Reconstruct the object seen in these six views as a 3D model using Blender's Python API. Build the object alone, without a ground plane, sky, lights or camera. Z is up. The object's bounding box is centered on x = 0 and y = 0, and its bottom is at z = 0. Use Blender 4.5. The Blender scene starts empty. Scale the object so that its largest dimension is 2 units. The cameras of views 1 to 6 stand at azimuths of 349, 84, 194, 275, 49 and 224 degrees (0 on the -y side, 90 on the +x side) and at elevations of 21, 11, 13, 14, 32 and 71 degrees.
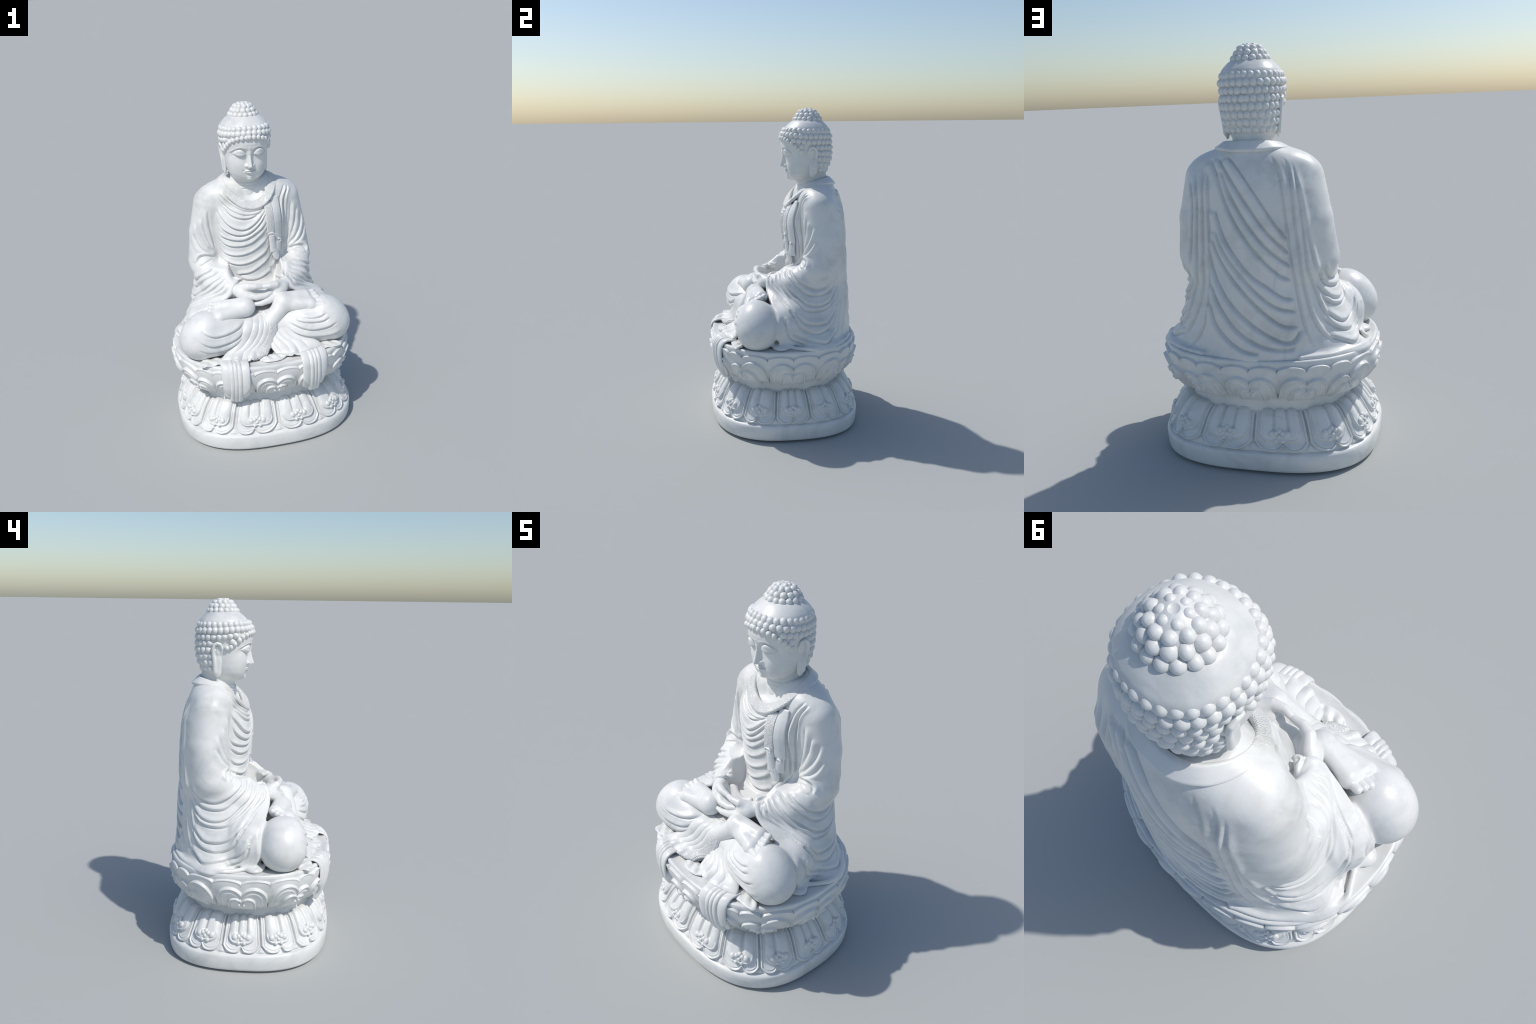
import bpy, bmesh, math, random
import numpy as np
from mathutils import Vector, Matrix

rng = np.random.default_rng(7)
random.seed(7)
F = np.float32

# ------------------------------------------------------------------ helpers
def sstep(e0, e1, x):
    t = np.clip((x - e0) / (e1 - e0), 0, 1)
    return t * t * (3 - 2 * t)

def smin(a, b, k):
    h = np.clip(0.5 + 0.5 * (b - a) / k, 0, 1)
    return b + (a - b) * h - k * h * (1 - h)

def smax(a, b, k):
    return -smin(-a, -b, k)

def spline(pts, n):
    """Catmull-Rom through control points, n samples."""
    P = np.array(pts, float)
    if len(P) == 2:
        t = np.linspace(0, 1, n)[:, None]
        return P[0] * (1 - t) + P[1] * t
    P = np.vstack([2 * P[0] - P[1], P, 2 * P[-1] - P[-2]])
    m = len(P) - 3
    u = np.linspace(0, m - 1e-9, n)
    i = u.astype(int)
    t = (u - i)[:, None]
    a, b, c, d = P[i], P[i + 1], P[i + 2], P[i + 3]
    return 0.5 * (2 * b + (c - a) * t + (2 * a - 5 * b + 4 * c - d) * t ** 2
                  + (3 * b - a - 3 * c + d) * t ** 3)

def make_object(name, verts, faces, parent=None, mat=None, smooth=True):
    me = bpy.data.meshes.new(name)
    verts = np.asarray(verts, dtype=np.float32)
    faces = np.asarray(faces, dtype=np.int32)
    me.vertices.add(len(verts))
    me.vertices.foreach_set("co", verts.ravel())
    k = faces.shape[1]
    me.loops.add(faces.size)
    me.loops.foreach_set("vertex_index", faces.ravel())
    me.polygons.add(len(faces))
    me.polygons.foreach_set("loop_start", np.arange(0, faces.size, k, dtype=np.int32))
    me.update(calc_edges=True)
    me.validate()
    if smooth:
        me.polygons.foreach_set("use_smooth", np.ones(len(me.polygons), dtype=bool))
    if mat:
        me.materials.append(mat)
    ob = bpy.data.objects.new(name, me)
    bpy.context.scene.collection.objects.link(ob)
    if parent:
        ob.parent = parent
    return ob

def grid_faces(nu, nv, close_u=False):
    """Quads for vertices indexed [i*nv + j]."""
    i = np.arange(nu if close_u else nu - 1)
    j = np.arange(nv - 1)
    I, J = np.meshgrid(i, j, indexing="ij")
    I2 = (I + 1) % nu
    return np.stack([I * nv + J, I2 * nv + J, I2 * nv + J + 1, I * nv + J + 1], -1).reshape(-1, 4)

# ------------------------------------------------------------------ implicit surfaces
class Field:
    """A sampled distance field that primitives are blended into."""
    def __init__(self, lo, hi, h):
        self.lo, self.h = np.array(lo, float), h
        self.n = np.ceil((np.array(hi) - self.lo) / h).astype(int) + 1
        self.d = np.full(self.n, 0.5, F)

    def box(self, lo, hi):
        a = np.clip(np.floor((np.array(lo) - self.lo) / self.h).astype(int), 0, self.n - 1)
        b = np.clip(np.ceil((np.array(hi) - self.lo) / self.h).astype(int) + 1, 1, self.n)
        sl = tuple(slice(x, y) for x, y in zip(a, b))
        ax = [(self.lo[i] + self.h * np.arange(a[i], b[i])).astype(F) for i in range(3)]
        return sl, ax[0][:, None, None], ax[1][None, :, None], ax[2][None, None, :]

    def add(self, fn, lo, hi, k=0.02, cut=False):
        m = 0.05 + k
        sl, X, Y, Z = self.box(np.array(lo) - m, np.array(hi) + m)
        v = fn(X, Y, Z).astype(F)
        if cut:
            self.d[sl] = smax(self.d[sl], -v, k)
        else:
            self.d[sl] = smin(self.d[sl], v, k)

    def cone(self, a, b, ra, rb, k=0.02, cut=False, flat=None):
        a, b = np.array(a, float), np.array(b, float)
        r = max(ra, rb)
        ab = b - a
        L2 = max(ab @ ab, 1e-9)
        def fn(X, Y, Z):
            px, py, pz = X - a[0], Y - a[1], Z - a[2]
            t = np.clip((px * ab[0] + py * ab[1] + pz * ab[2]) / L2, 0, 1)
            q = (px - t * ab[0]) ** 2 + (py - t * ab[1]) ** 2 + (pz - t * ab[2]) ** 2
            return np.sqrt(q) - (ra + (rb - ra) * t)
        self.add(fn, np.minimum(a, b) - r, np.maximum(a, b) + r, k, cut)

    def chain(self, pts, radii, k=0.01):
        """one limb: round cones joined without swelling at the joints, then blended in"""
        P = np.array(pts, float); r = max(radii)
        def fn(X, Y, Z):
            d = None
            for a, b, ra, rb in zip(P[:-1], P[1:], radii[:-1], radii[1:]):
                ab = b - a
                px, py, pz = X - a[0], Y - a[1], Z - a[2]
                t = np.clip((px * ab[0] + py * ab[1] + pz * ab[2]) / (ab @ ab), 0, 1)
                q = np.sqrt((px - t * ab[0]) ** 2 + (py - t * ab[1]) ** 2 + (pz - t * ab[2]) ** 2) - (ra + (rb - ra) * t)
                d = q if d is None else np.minimum(d, q)
            return d
        self.add(fn, P.min(0) - r, P.max(0) + r, k)

    def ell(self, c, r, k=0.02, cut=False, rot=None):
        c, r = np.array(c, float), np.array(r, float)
        R = np.eye(3) if rot is None else np.array(rot.to_matrix() if hasattr(rot, "to_matrix") else rot)
        def fn(X, Y, Z):
            px, py, pz = X - c[0], Y - c[1], Z - c[2]
            q = [px * R[0, i] + py * R[1, i] + pz * R[2, i] for i in range(3)]
            k0 = np.sqrt((q[0] / r[0]) ** 2 + (q[1] / r[1]) ** 2 + (q[2] / r[2]) ** 2) + 1e-6
            k1 = np.sqrt((q[0] / r[0] ** 2) ** 2 + (q[1] / r[1] ** 2) ** 2 + (q[2] / r[2] ** 2) ** 2) + 1e-6
            return k0 * (k0 - 1) / k1
        m = r.max()
        self.add(fn, c - m, c + m, k, cut)

    def loft(self, rows, k=0.02, cap=0.02):
        """rows: z, half width, y front, y back, exponent (z ascending)."""
        T = np.array(rows, float)
        z0, z1 = T[0, 0], T[-1, 0]
        zz = np.linspace(z0, z1, 200)
        S = [np.interp(zz, T[:, 0], T[:, i]) for i in range(5)]
        ker = np.ones(9) / 9
        S = [np.convolve(np.pad(s, 4, mode="edge"), ker, "valid") for s in S]
        def fn(X, Y, Z):
            zc = np.clip(Z, z0, z1).ravel()
            a, f, b, n = [np.interp(zc, zz, S[i]).astype(F)[None, None, :] for i in range(1, 5)]
            cy, hb = (f + b) / 2, (b - f) / 2
            q = ((np.abs(X) / a) ** n + (np.abs(Y - cy) / hb) ** n + 1e-12) ** (1 / n)
            d = (q - 1) * np.minimum(a, hb)
            return smax(d, np.maximum(z0 - Z, Z - z1), cap)
        a, f, b = T[:, 1].max(), T[:, 2].min(), T[:, 3].max()
        self.add(fn, (-a, f, z0), (a, b, z1), k)

    def mesh(self, subdiv=0, smooth=2):
        v, q = surface_nets(self.d)
        v = v * self.h + self.lo
        return relax(v, q, smooth), q

def surface_nets(d):
    s = d < 0
    c = np.zeros(np.array(d.shape) - 1, np.int8)
    for i in (0, 1):
        for j in (0, 1):
            for k in (0, 1):
                c += s[i:s.shape[0] - 1 + i, j:s.shape[1] - 1 + j, k:s.shape[2] - 1 + k]
    cell = np.argwhere((c > 0) & (c < 8))
    idx = np.full(c.shape, -1, np.int32)
    idx[tuple(cell.T)] = np.arange(len(cell))
    cor = {}
    for i in (0, 1):
        for j in (0, 1):
            for k in (0, 1):
                cor[i, j, k] = d[cell[:, 0] + i, cell[:, 1] + j, cell[:, 2] + k]
    acc = np.zeros((len(cell), 3)); cnt = np.zeros(len(cell))
    for ax in range(3):
        for p in (0, 1):
            for q in (0, 1):
                o = [p, q]; o.insert(ax, 0); e = list(o); e[ax] = 1
                A, B = cor[tuple(o)], cor[tuple(e)]
                m = (A < 0) != (B < 0)
                t = np.where(m, A / np.where(m, A - B, 1), 0)
                pt = np.array(o, float)[None] + np.zeros((len(cell), 3))
                pt[:, ax] = t
                acc[m] += pt[m]; cnt[m] += 1
    v = cell + acc / cnt[:, None]
    quads = []
    for ax in range(3):
        a1, a2 = (ax + 1) % 3, (ax + 2) % 3
        sl0 = [slice(1, -1)] * 3; sl1 = [slice(1, -1)] * 3
        sl0[ax] = slice(0, -1); sl1[ax] = slice(1, None)
        A, B = s[tuple(sl0)], s[tuple(sl1)]
        e = np.argwhere(A != B)
        flip = A[tuple(e.T)]
        off = np.ones(3, int); off[ax] = 0
        e = e + off
        o1 = np.zeros(3, int); o1[a1] = 1
        o2 = np.zeros(3, int); o2[a2] = 1
        f = lambda x: idx[x[:, 0], x[:, 1], x[:, 2]]
        Q = np.stack([f(e - o1 - o2), f(e - o2), f(e), f(e - o1)], 1)
        Q[~flip] = Q[~flip][:, ::-1]
        quads.append(Q)
    q = np.vstack(quads)
    q = q[(q >= 0).all(1)]
    return v, q

def relax(v, q, it, lam=0.5):
    e = np.vstack([q[:, [0, 1]], q[:, [1, 2]], q[:, [2, 3]], q[:, [3, 0]]])
    e = np.unique(np.sort(e, 1), axis=0)
    n = len(v)
    deg = np.bincount(e.ravel(), minlength=n)[:, None]
    for step in range(it * 2):
        l = lam if step % 2 == 0 else -lam * 1.04
        w = np.zeros_like(v)
        for c in range(3):
            w[:, c] = np.bincount(e[:, 0], v[e[:, 1], c], n) + np.bincount(e[:, 1], v[e[:, 0], c], n)
        v = v + l * (w / np.maximum(deg, 1) - v)
    return v

def subdivide(v, q):
    """split every quad in four and round the result off"""
    n = len(v); m = len(q)
    e = np.vstack([q[:, [0, 1]], q[:, [1, 2]], q[:, [2, 3]], q[:, [3, 0]]]).astype(np.int64)
    e.sort(1)
    u, inv = np.unique(e[:, 0] * n + e[:, 1], return_inverse=True)
    inv = inv.reshape(4, m)
    ev = (v[u // n] + v[u % n]) / 2
    V = np.vstack([v, ev, v[q].mean(1)])
    E = inv + n; C = np.arange(m) + n + len(u)
    Q = np.vstack([np.stack([q[:, k], E[k], C, E[k - 1]], 1) for k in range(4)])
    return relax(V, Q, 2), Q

def relax_once(x, q):
    w = np.zeros_like(x); n = len(x)
    for k in range(4):
        for c in range(3):
            w[:, c] += np.bincount(q[:, k], x[q[:, k - 1], c] + x[q[:, (k + 1) % 4], c], n)
    return w + 4 * x

def normals(v, q):
    fn = np.cross(v[q[:, 2]] - v[q[:, 0]], v[q[:, 3]] - v[q[:, 1]])
    N = np.zeros_like(v)
    for c in range(3):
        for k in range(4):
            N[:, c] += np.bincount(q[:, k], fn[:, c], len(v))
    return N / (np.linalg.norm(N, axis=1)[:, None] + 1e-12)

# ------------------------------------------------------------------ marble
def marble(name="white_marble", tint=(0.728, 0.732, 0.712), rough=0.34):
    m = bpy.data.materials.new(name); m.use_nodes = True
    nt = m.node_tree; N = nt.nodes; L = nt.links
    bs = N["Principled BSDF"]
    tc = N.new("ShaderNodeTexCoord")
    def noise(scale, detail, rgh, dist=0.0):
        n = N.new("ShaderNodeTexNoise"); n.inputs["Scale"].default_value = scale
        n.inputs["Detail"].default_value = detail; n.inputs["Roughness"].default_value = rgh
        n.inputs["Distortion"].default_value = dist
        L.new(tc.outputs["Object"], n.inputs["Vector"]); return n
    def ramp(src, stops):
        r = N.new("ShaderNodeValToRGB"); el = r.color_ramp.elements
        while len(el) < len(stops): el.new(0.5)
        for e, (p, c) in zip(el, stops):
            e.position = p; e.color = (*c, 1) if len(c) == 3 else c
        L.new(src, r.inputs["Fac"]); return r
    def mix(a, b, fac, mode="MULTIPLY"):
        x = N.new("ShaderNodeMix"); x.data_type = "RGBA"; x.blend_type = mode
        x.inputs["Factor"].default_value = 1.0
        if hasattr(fac, "default_value"): L.new(fac, x.inputs["Factor"])
        else: x.inputs["Factor"].default_value = fac
        L.new(a, x.inputs["A"]); L.new(b, x.inputs["B"]); return x.outputs["Result"]
    g = lambda k: (k, k, k)
    base = ramp(noise(2.2, 4, 0.55).outputs["Fac"], [(0.3, [c * 0.965 for c in tint]), (0.7, tint)])
    cloud = ramp(noise(6.5, 7, 0.62, 0.8).outputs["Fac"], [(0.28, (0.83, 0.845, 0.855)), (0.52, g(1.0))])
    # grey veins: thin bands where a distorted noise crosses its middle value
    vn = noise(3.2, 5, 0.55, 0.9)
    mm = N.new("ShaderNodeMath"); mm.operation = "SUBTRACT"; mm.inputs[1].default_value = 0.5
    L.new(vn.outputs["Fac"], mm.inputs[0])
    ab = N.new("ShaderNodeMath"); ab.operation = "ABSOLUTE"; L.new(mm.outputs[0], ab.inputs[0])
    vein = ramp(ab.outputs[0], [(0.0, (0.88, 0.89, 0.895)), (0.07, g(1.0))])
    vmask = ramp(noise(3.0, 3, 0.5).outputs["Fac"], [(0.48, g(0.0)), (0.62, g(1.0))])
    stain = ramp(noise(3.7, 6, 0.66, 0.5).outputs["Fac"], [(0.60, g(1.0)), (0.74, (0.90, 0.885, 0.85))])
    c = mix(base.outputs["Color"], cloud.outputs["Color"], 1.0)
    c = mix(c, vein.outputs["Color"], vmask.outputs["Color"])
    c = mix(c, stain.outputs["Color"], 1.0)
    # old grey-brown weathering on the right shoulder and round the collar
    def spot(p, r):
        d = N.new("ShaderNodeVectorMath"); d.operation = "DISTANCE"; d.inputs[1].default_value = p
        L.new(tc.outputs["Object"], d.inputs[0])
        mr = N.new("ShaderNodeMapRange"); mr.inputs["From Min"].default_value = r * .3; mr.inputs["From Max"].default_value = r
        mr.inputs["To Min"].default_value = 1; mr.inputs["To Max"].default_value = 0
        L.new(d.outputs["Value"], mr.inputs["Value"]); return mr.outputs["Result"]
    patchy = ramp(noise(8, 8, .7, .6).outputs["Fac"], [(0.42, g(0.0)), (0.66, g(1.0))])
    dirt = ramp(noise(30, 4, .7).outputs["Fac"], [(0.2, (0.80, 0.785, 0.745)), (0.8, (0.93, 0.925, 0.90))])
    for p, r in (((-.25, .17, 1.42), .17), ((-.12, .12, 1.48), .11), ((.03, -.30, .60), .10)):
        mk = N.new("ShaderNodeMath"); mk.operation = "MULTIPLY"
        L.new(spot(p, r), mk.inputs[0]); L.new(patchy.outputs["Color"], mk.inputs[1])
        c = mix(c, dirt.outputs["Color"], mk.outputs[0])
    L.new(c, bs.inputs["Base Color"])
    rr = N.new("ShaderNodeMapRange"); rr.inputs["To Min"].default_value = rough - 0.08
    rr.inputs["To Max"].default_value = rough + 0.14
    L.new(noise(9, 5, 0.6).outputs["Fac"], rr.inputs["Value"])
    L.new(rr.outputs["Result"], bs.inputs["Roughness"])
    bs.inputs["IOR"].default_value = 1.5
    bp = N.new("ShaderNodeBump"); bp.inputs["Strength"].default_value = 0.10
    bp.inputs["Distance"].default_value = 0.004
    L.new(noise(70, 6, 0.6).outputs["Fac"], bp.inputs["Height"])
    L.new(bp.outputs["Normal"], bs.inputs["Normal"])
    return m

def engraved():
    """the same marble with a shallow scroll pattern cut into it"""
    m = marble("engraved_marble"); nt = m.node_tree; N = nt.nodes; L = nt.links
    bs = N["Principled BSDF"]; old = bs.inputs["Normal"].links[0].from_socket
    tc = N.new("ShaderNodeTexCoord")
    wob = N.new("ShaderNodeTexNoise"); wob.inputs["Scale"].default_value = 26; wob.inputs["Detail"].default_value = 1
    L.new(tc.outputs["Object"], wob.inputs["Vector"])
    mx = N.new("ShaderNodeMix"); mx.data_type = "RGBA"; mx.blend_type = "LINEAR_LIGHT"; mx.inputs["Factor"].default_value = .012
    L.new(tc.outputs["Object"], mx.inputs["A"]); L.new(wob.outputs["Color"], mx.inputs["B"])
    vo = N.new("ShaderNodeTexVoronoi"); vo.inputs["Scale"].default_value = 46
    L.new(mx.outputs["Result"], vo.inputs["Vector"])
    a = N.new("ShaderNodeMath"); a.operation = "MULTIPLY"; a.inputs[1].default_value = 26
    L.new(vo.outputs["Distance"], a.inputs[0])
    b = N.new("ShaderNodeMath"); b.operation = "SINE"; L.new(a.outputs[0], b.inputs[0])
    bp = N.new("ShaderNodeBump"); bp.inputs["Strength"].default_value = .45; bp.inputs["Distance"].default_value = .003
    sx = N.new("ShaderNodeSeparateXYZ"); L.new(tc.outputs["Object"], sx.inputs[0])
    mr = N.new("ShaderNodeMapRange"); mr.inputs["From Min"].default_value = .20; mr.inputs["From Max"].default_value = .10
    mr.inputs["To Min"].default_value = 0; mr.inputs["To Max"].default_value = .45
    L.new(sx.outputs["Y"], mr.inputs["Value"]); L.new(mr.outputs["Result"], bp.inputs["Strength"])
    L.new(b.outputs[0], bp.inputs["Height"]); L.new(old, bp.inputs["Normal"])
    L.new(bp.outputs["Normal"], bs.inputs["Normal"])
    return m

MAT = marble()
CARVED = engraved()

root = bpy.data.objects.new("seated_meditating_statue", None)
bpy.context.scene.collection.objects.link(root)
root["label"] = "white marble robed figure meditating cross-legged on a double lotus throne"
root["category"] = "statue"

# ------------------------------------------------------------------ throne
def outline(th, a, b, n):
    c, s = np.cos(th), np.sin(th)
    return np.sign(c) * np.abs(c) ** (2 / n) * a, np.sign(s) * np.abs(s) ** (2 / n) * b

def ang_eq(th, n):
    """angle parameter so that atan2(y/b, x/a) equals th (stretched polar angle)"""
    c, s = np.cos(th), np.sin(th)
    if n > 2.5: n = n + .25 * np.clip(s * 1.5, 0, 1)      # the back corners are squarer
    r = (np.abs(c) ** n + np.abs(s) ** n) ** (-1 / n)
    return c * r, s * r

def ring_solid(name, rows, n, parent, seg=360, cap_bottom=True, cap_top=True):
    """rows: z, a, b from bottom to top; closed solid on a rounded-rectangle plan."""
    th = np.linspace(0, 2 * np.pi, seg, endpoint=False)
    cx, sy = ang_eq(th, n)
    V, Fc = [], []
    for z, a, b in rows:
        V.append(np.stack([cx * a, sy * b, np.full(seg, z)], 1))
    R = len(rows)
    V = np.vstack(V)
    i = np.arange(seg); j = (i + 1) % seg
    for r in range(R - 1):
        Fc.append(np.stack([r * seg + i, r * seg + j, (r + 1) * seg + j, (r + 1) * seg + i], 1))
    # caps: shrink rings towards the centre
    def cap(row, z, flip):
        nonlocal V
        base = row * seg
        prev = base
        for f in (0.9, 0.6, 0.3, 0.02):
            ring = V[base:base + seg].copy(); ring[:, :2] *= f; ring[:, 2] = z
            st = len(V); V = np.vstack([V, ring])
            q = np.stack([prev + i, prev + j, st + j, st + i], 1)
            Fc.append(q[:, ::-1] if flip else q); prev = st
    if cap_top: cap(R - 1, rows[-1][0], False)
    if cap_bottom: cap(0, rows[0][0], True)
    return make_object(name, V, np.vstack(Fc), parent, MAT)

throne = bpy.data.objects.new("lotus_throne", None)
bpy.context.scene.collection.objects.link(throne); throne.parent = root

PA, PB, PN = 0.560, 0.474, 2.6
slab = [(0.0, .44, .36), (.003, .51, .425), (.009, .546, .461), (.014, .554, .469), (.024, .558, .472), (.06, .561, .475), (.092, .562, .475),
        (.101, .558, .472), (.107, .552, .466), (.110, .535, .449)]
ring_solid("plinth", slab, PN, throne)
ring_solid("waist", [(.25, .435, .38), (.285, .424, .370), (.315, .420, .366), (.345, .426, .370), (.37, .435, .38)], 2.4, throne)

class Profile:
    """Side profile of a lotus tier: inset from the plan outline along the height."""
    def __init__(self, pts, m=400):
        P = spline(pts, m)                      # (inset, z)
        s = np.r_[0, np.cumsum(np.linalg.norm(np.diff(P, axis=0), axis=1))]
        self.L = s[-1]; self.s = s; self.P = P
        T = np.gradient(P, s, axis=0); self.T = T
    def at(self, l):
        f = lambda A: np.stack([np.interp(l, self.s, A[:, i]) for i in (0, 1)], -1)
        return f(self.P), f(self.T)

def tier_sector(prof, a, b, n, th0, th1, nu, nv, height, name, parent, thc, ends=1.0):
    """One petal: a patch of the tier between two angles, raised by height(u, w, l)."""
    th = np.linspace(th0, th1, nu); l = np.linspace(0, prof.L, nv)
    u = np.where(th < thc, (th - thc) / (thc - th0), (th - thc) / (th1 - thc))
    P, T = prof.at(l)
    cx, sy = ang_eq(th, n)
    # plan position and outward normal
    A = (a - P[:, 0] * ends)[None, :]; B = (b - P[:, 0])[None, :]
    X = cx[:, None] * A; Y = sy[:, None] * B
    gx = np.sign(cx) * np.abs(cx) ** (n - 1); gy = np.sign(sy) * np.abs(sy) ** (n - 1)
    nx = gx[:, None] / A; ny = gy[:, None] / B
    nn = np.hypot(nx, ny); nx, ny = nx / nn, ny / nn
    # local half width in metres on either side
    def half(sign):
        t = np.linspace(thc, th1 if sign > 0 else th0, 40)
        c, s = ang_eq(t, n)
        x = c[:, None] * A; y = s[:, None] * B
        return np.hypot(np.diff(x, axis=0), np.diff(y, axis=0)).sum(0)
    H = np.where(u[:, None] < 0, half(-1)[None, :], half(1)[None, :])
    W = u[:, None] * H
    h = height(u[:, None] + 0 * W, W, l[None, :] + 0 * W, H)
    tz = T[:, 1][None, :]; ti = T[:, 0][None, :]
    # outward normal of the profile: rotate the tangent
    sgn = np.where(tz >= 0, 1.0, -1.0)
    nr, nz = np.abs(tz), ti * sgn
    V = np.stack([X + nx * nr * h, Y + ny * nr * h, P[:, 1][None, :] + nz * h + 0 * X], -1)
    ob = make_object(name, V.reshape(-1, 3), grid_faces(nu, nv), parent, MAT)
    return ob, V

# lower tier: petals hang from the waist down to the plinth
low = Profile([(.150, .284), (.132, .278), (.105, .261), (.082, .232), (.064, .198), (.044, .155), (.027, .125), (.020, .106)])
LOWC = [0, 27.5, 48, 74]
low_angles = sorted([a % 360 for q in LOWC for a in {q, -q, 180 - q, 180 + q}])

def low_height(kind):
    def f(u, W, l, H):
        L = low.L
        hw = H * 0.985
        aw = np.abs(W)
        yb = L - 0.004                       # tip level
        r = hw * 0.61
        # two round lobes at the tip with a notch between
        cy = yb - r * 1.05
        dl = r * 1.08 - np.hypot((aw - hw * 0.40) / 1.0, np.maximum(l - cy, 0))
        ds = hw - aw
        D = np.where(l > cy, np.minimum(dl, ds), ds)
        D = D - 0.018 * np.exp(-(aw / 0.008) ** 2) * sstep(yb - 0.05, yb, l)
        h = 0.015 * sstep(0.0, 0.006, D)
        h = h + 0.005 * np.exp(-((D - 0.008) / 0.005) ** 2)
        h = h - 0.004 * np.exp(-((D - 0.0155) / 0.0025) ** 2)
        h = h + 0.002 * np.exp(-((D - 0.020) / 0.003) ** 2)
        # inner cushion with rounded ribs
        D2 = np.minimum(D - 0.027, (L - 0.050) - l)
        cyi = L - 0.100
        hwi = np.maximum(hw - 0.027, 0.01)
        ri = np.minimum(hwi, 0.05)
        D2 = np.where(l > cyi, ri * 1.0 - np.hypot(np.maximum(aw - (hwi - ri), 0), l - cyi), hwi - aw)
        cush = np.clip(D2 / 0.030, 0, 1)
        h = h + 0.019 * np.sqrt(1 - (1 - cush) ** 2) * sstep(0, .03, l)
        inside = sstep(0.0, 0.012, D2)
        fade = 1 - sstep(L - 0.115, L - 0.090, l)
        if kind == 3:
            g = np.exp(-((aw - hwi * 0.34) / 0.0085) ** 2)
        else:
            g = np.exp(-(W / 0.0095) ** 2)
        h = h - 0.014 * g * inside * fade
        # rolled scroll that closes the ribs
        h = h + 0.006 * np.exp(-((D2 - 0.006) / 0.004) ** 2) * sstep(L - 0.12, L - 0.09, l)
        # small leaf in the gap between two petals
        gap = sstep(0.0, 0.006, -D) * np.exp(-((hw - aw) / 0.018) ** 2) * sstep(L - 0.055, L - 0.035, l) * (1 - sstep(L - 0.012, L - 0.002, l))
        h = h + 0.008 * gap
        return h * sstep(-0.001, 0.006, L - l + 0.001) * (0.25 + 0.75 * sstep(0, .05, l))
    return f

def mid(a, b):
    return (a + ((b - a) % 360) / 2)

bead_mesh = None
def sphere_mesh(name, seg=16, rings=10):
    me = bpy.data.meshes.new(name)
    bm = bmesh.new(); bmesh.ops.create_uvsphere(bm, u_segments=seg, v_segments=rings, radius=1.0)
    bm.to_mesh(me); bm.free()
    me.polygons.foreach_set("use_smooth", np.ones(len(me.polygons), dtype=bool))
    me.materials.append(MAT); return me

def add_instance(name, me, loc, axes, scale, parent):
    ob = bpy.data.objects.new(name, me)
    bpy.context.scene.collection.objects.link(ob)
    x, y, z = axes
    M = Matrix(((x[0] * scale[0], y[0] * scale[1], z[0] * scale[2], loc[0]),
                (x[1] * scale[0], y[1] * scale[1], z[1] * scale[2], loc[1]),
                (x[2] * scale[0], y[2] * scale[1], z[2] * scale[2], loc[2]), (0, 0, 0, 1)))
    ob.parent = parent
    ob.matrix_world = M
    return ob

bead = sphere_mesh("scroll_bead")
na = len(low_angles)
for i, ac in enumerate(low_angles):
    a0 = mid(low_angles[i - 1], ac) if i else mid(low_angles[-1] - 360, ac)
    a1 = mid(ac, low_angles[(i + 1) % na] + (360 if i == na - 1 else 0))
    kind = 3 if round(ac) in (0, 180, 74, 106, 254, 286) else 2
    if a0 > ac: a0 -= 360
    ob, V = tier_sector(low, PA, PB, PN, np.radians(a0), np.radians(a1), 97, 110,
                        low_height(kind), "lotus_petal", throne, np.radians(ac), ends=1.16)
    # scroll beads riding on the cushion's end
    c = V.shape[0] // 2
    jc = np.argmin(np.abs(np.linspace(0, low.L, 110) - (low.L - 0.088)))
    eu = V[c + 6, jc] - V[c - 6, jc]; eu /= np.linalg.norm(eu)
    ev = V[c, jc + 6] - V[c, jc - 6]; ev -= eu * (ev @ eu); ev /= np.linalg.norm(ev)
    en = np.cross(eu, ev); en = en if en @ np.array([V[c, jc, 0], V[c, jc, 1], 0]) > 0 else -en
    o = V[c, jc]
    for (du, dv, dn, r) in [(-.036, .0, -.005, .0175), (.036, .0, -.005, .0175), (0, -.016, -.002, .013), (-.016, -.005, -.001, .013), (.016, -.005, -.001, .013),
                            (0, .011, .0, .0100), (-.016, .031, -.008, .0115), (.016, .031, -.008, .0115)]:
        p = o + eu * du + ev * dv + en * dn
        add_instance("scroll_bead", bead, p, (eu, ev, en), (r, r, r * .8), throne)

# upper tier
UPC = [0, 38, 62, 90]
up_angles = sorted([a % 360 for a in {s for q in UPC for s in (q, -q, 180 - q, 180 + q)}])
up_angles = sorted(set(round(a) for a in up_angles))
up = Profile([(.150, .358), (.118, .359), (.078, .382), (.046, .424), (.025, .468), (.014, .51), (.014, .55), (.026, .566)])
UA, UB, UN = 0.567, 0.483, 2.35

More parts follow.
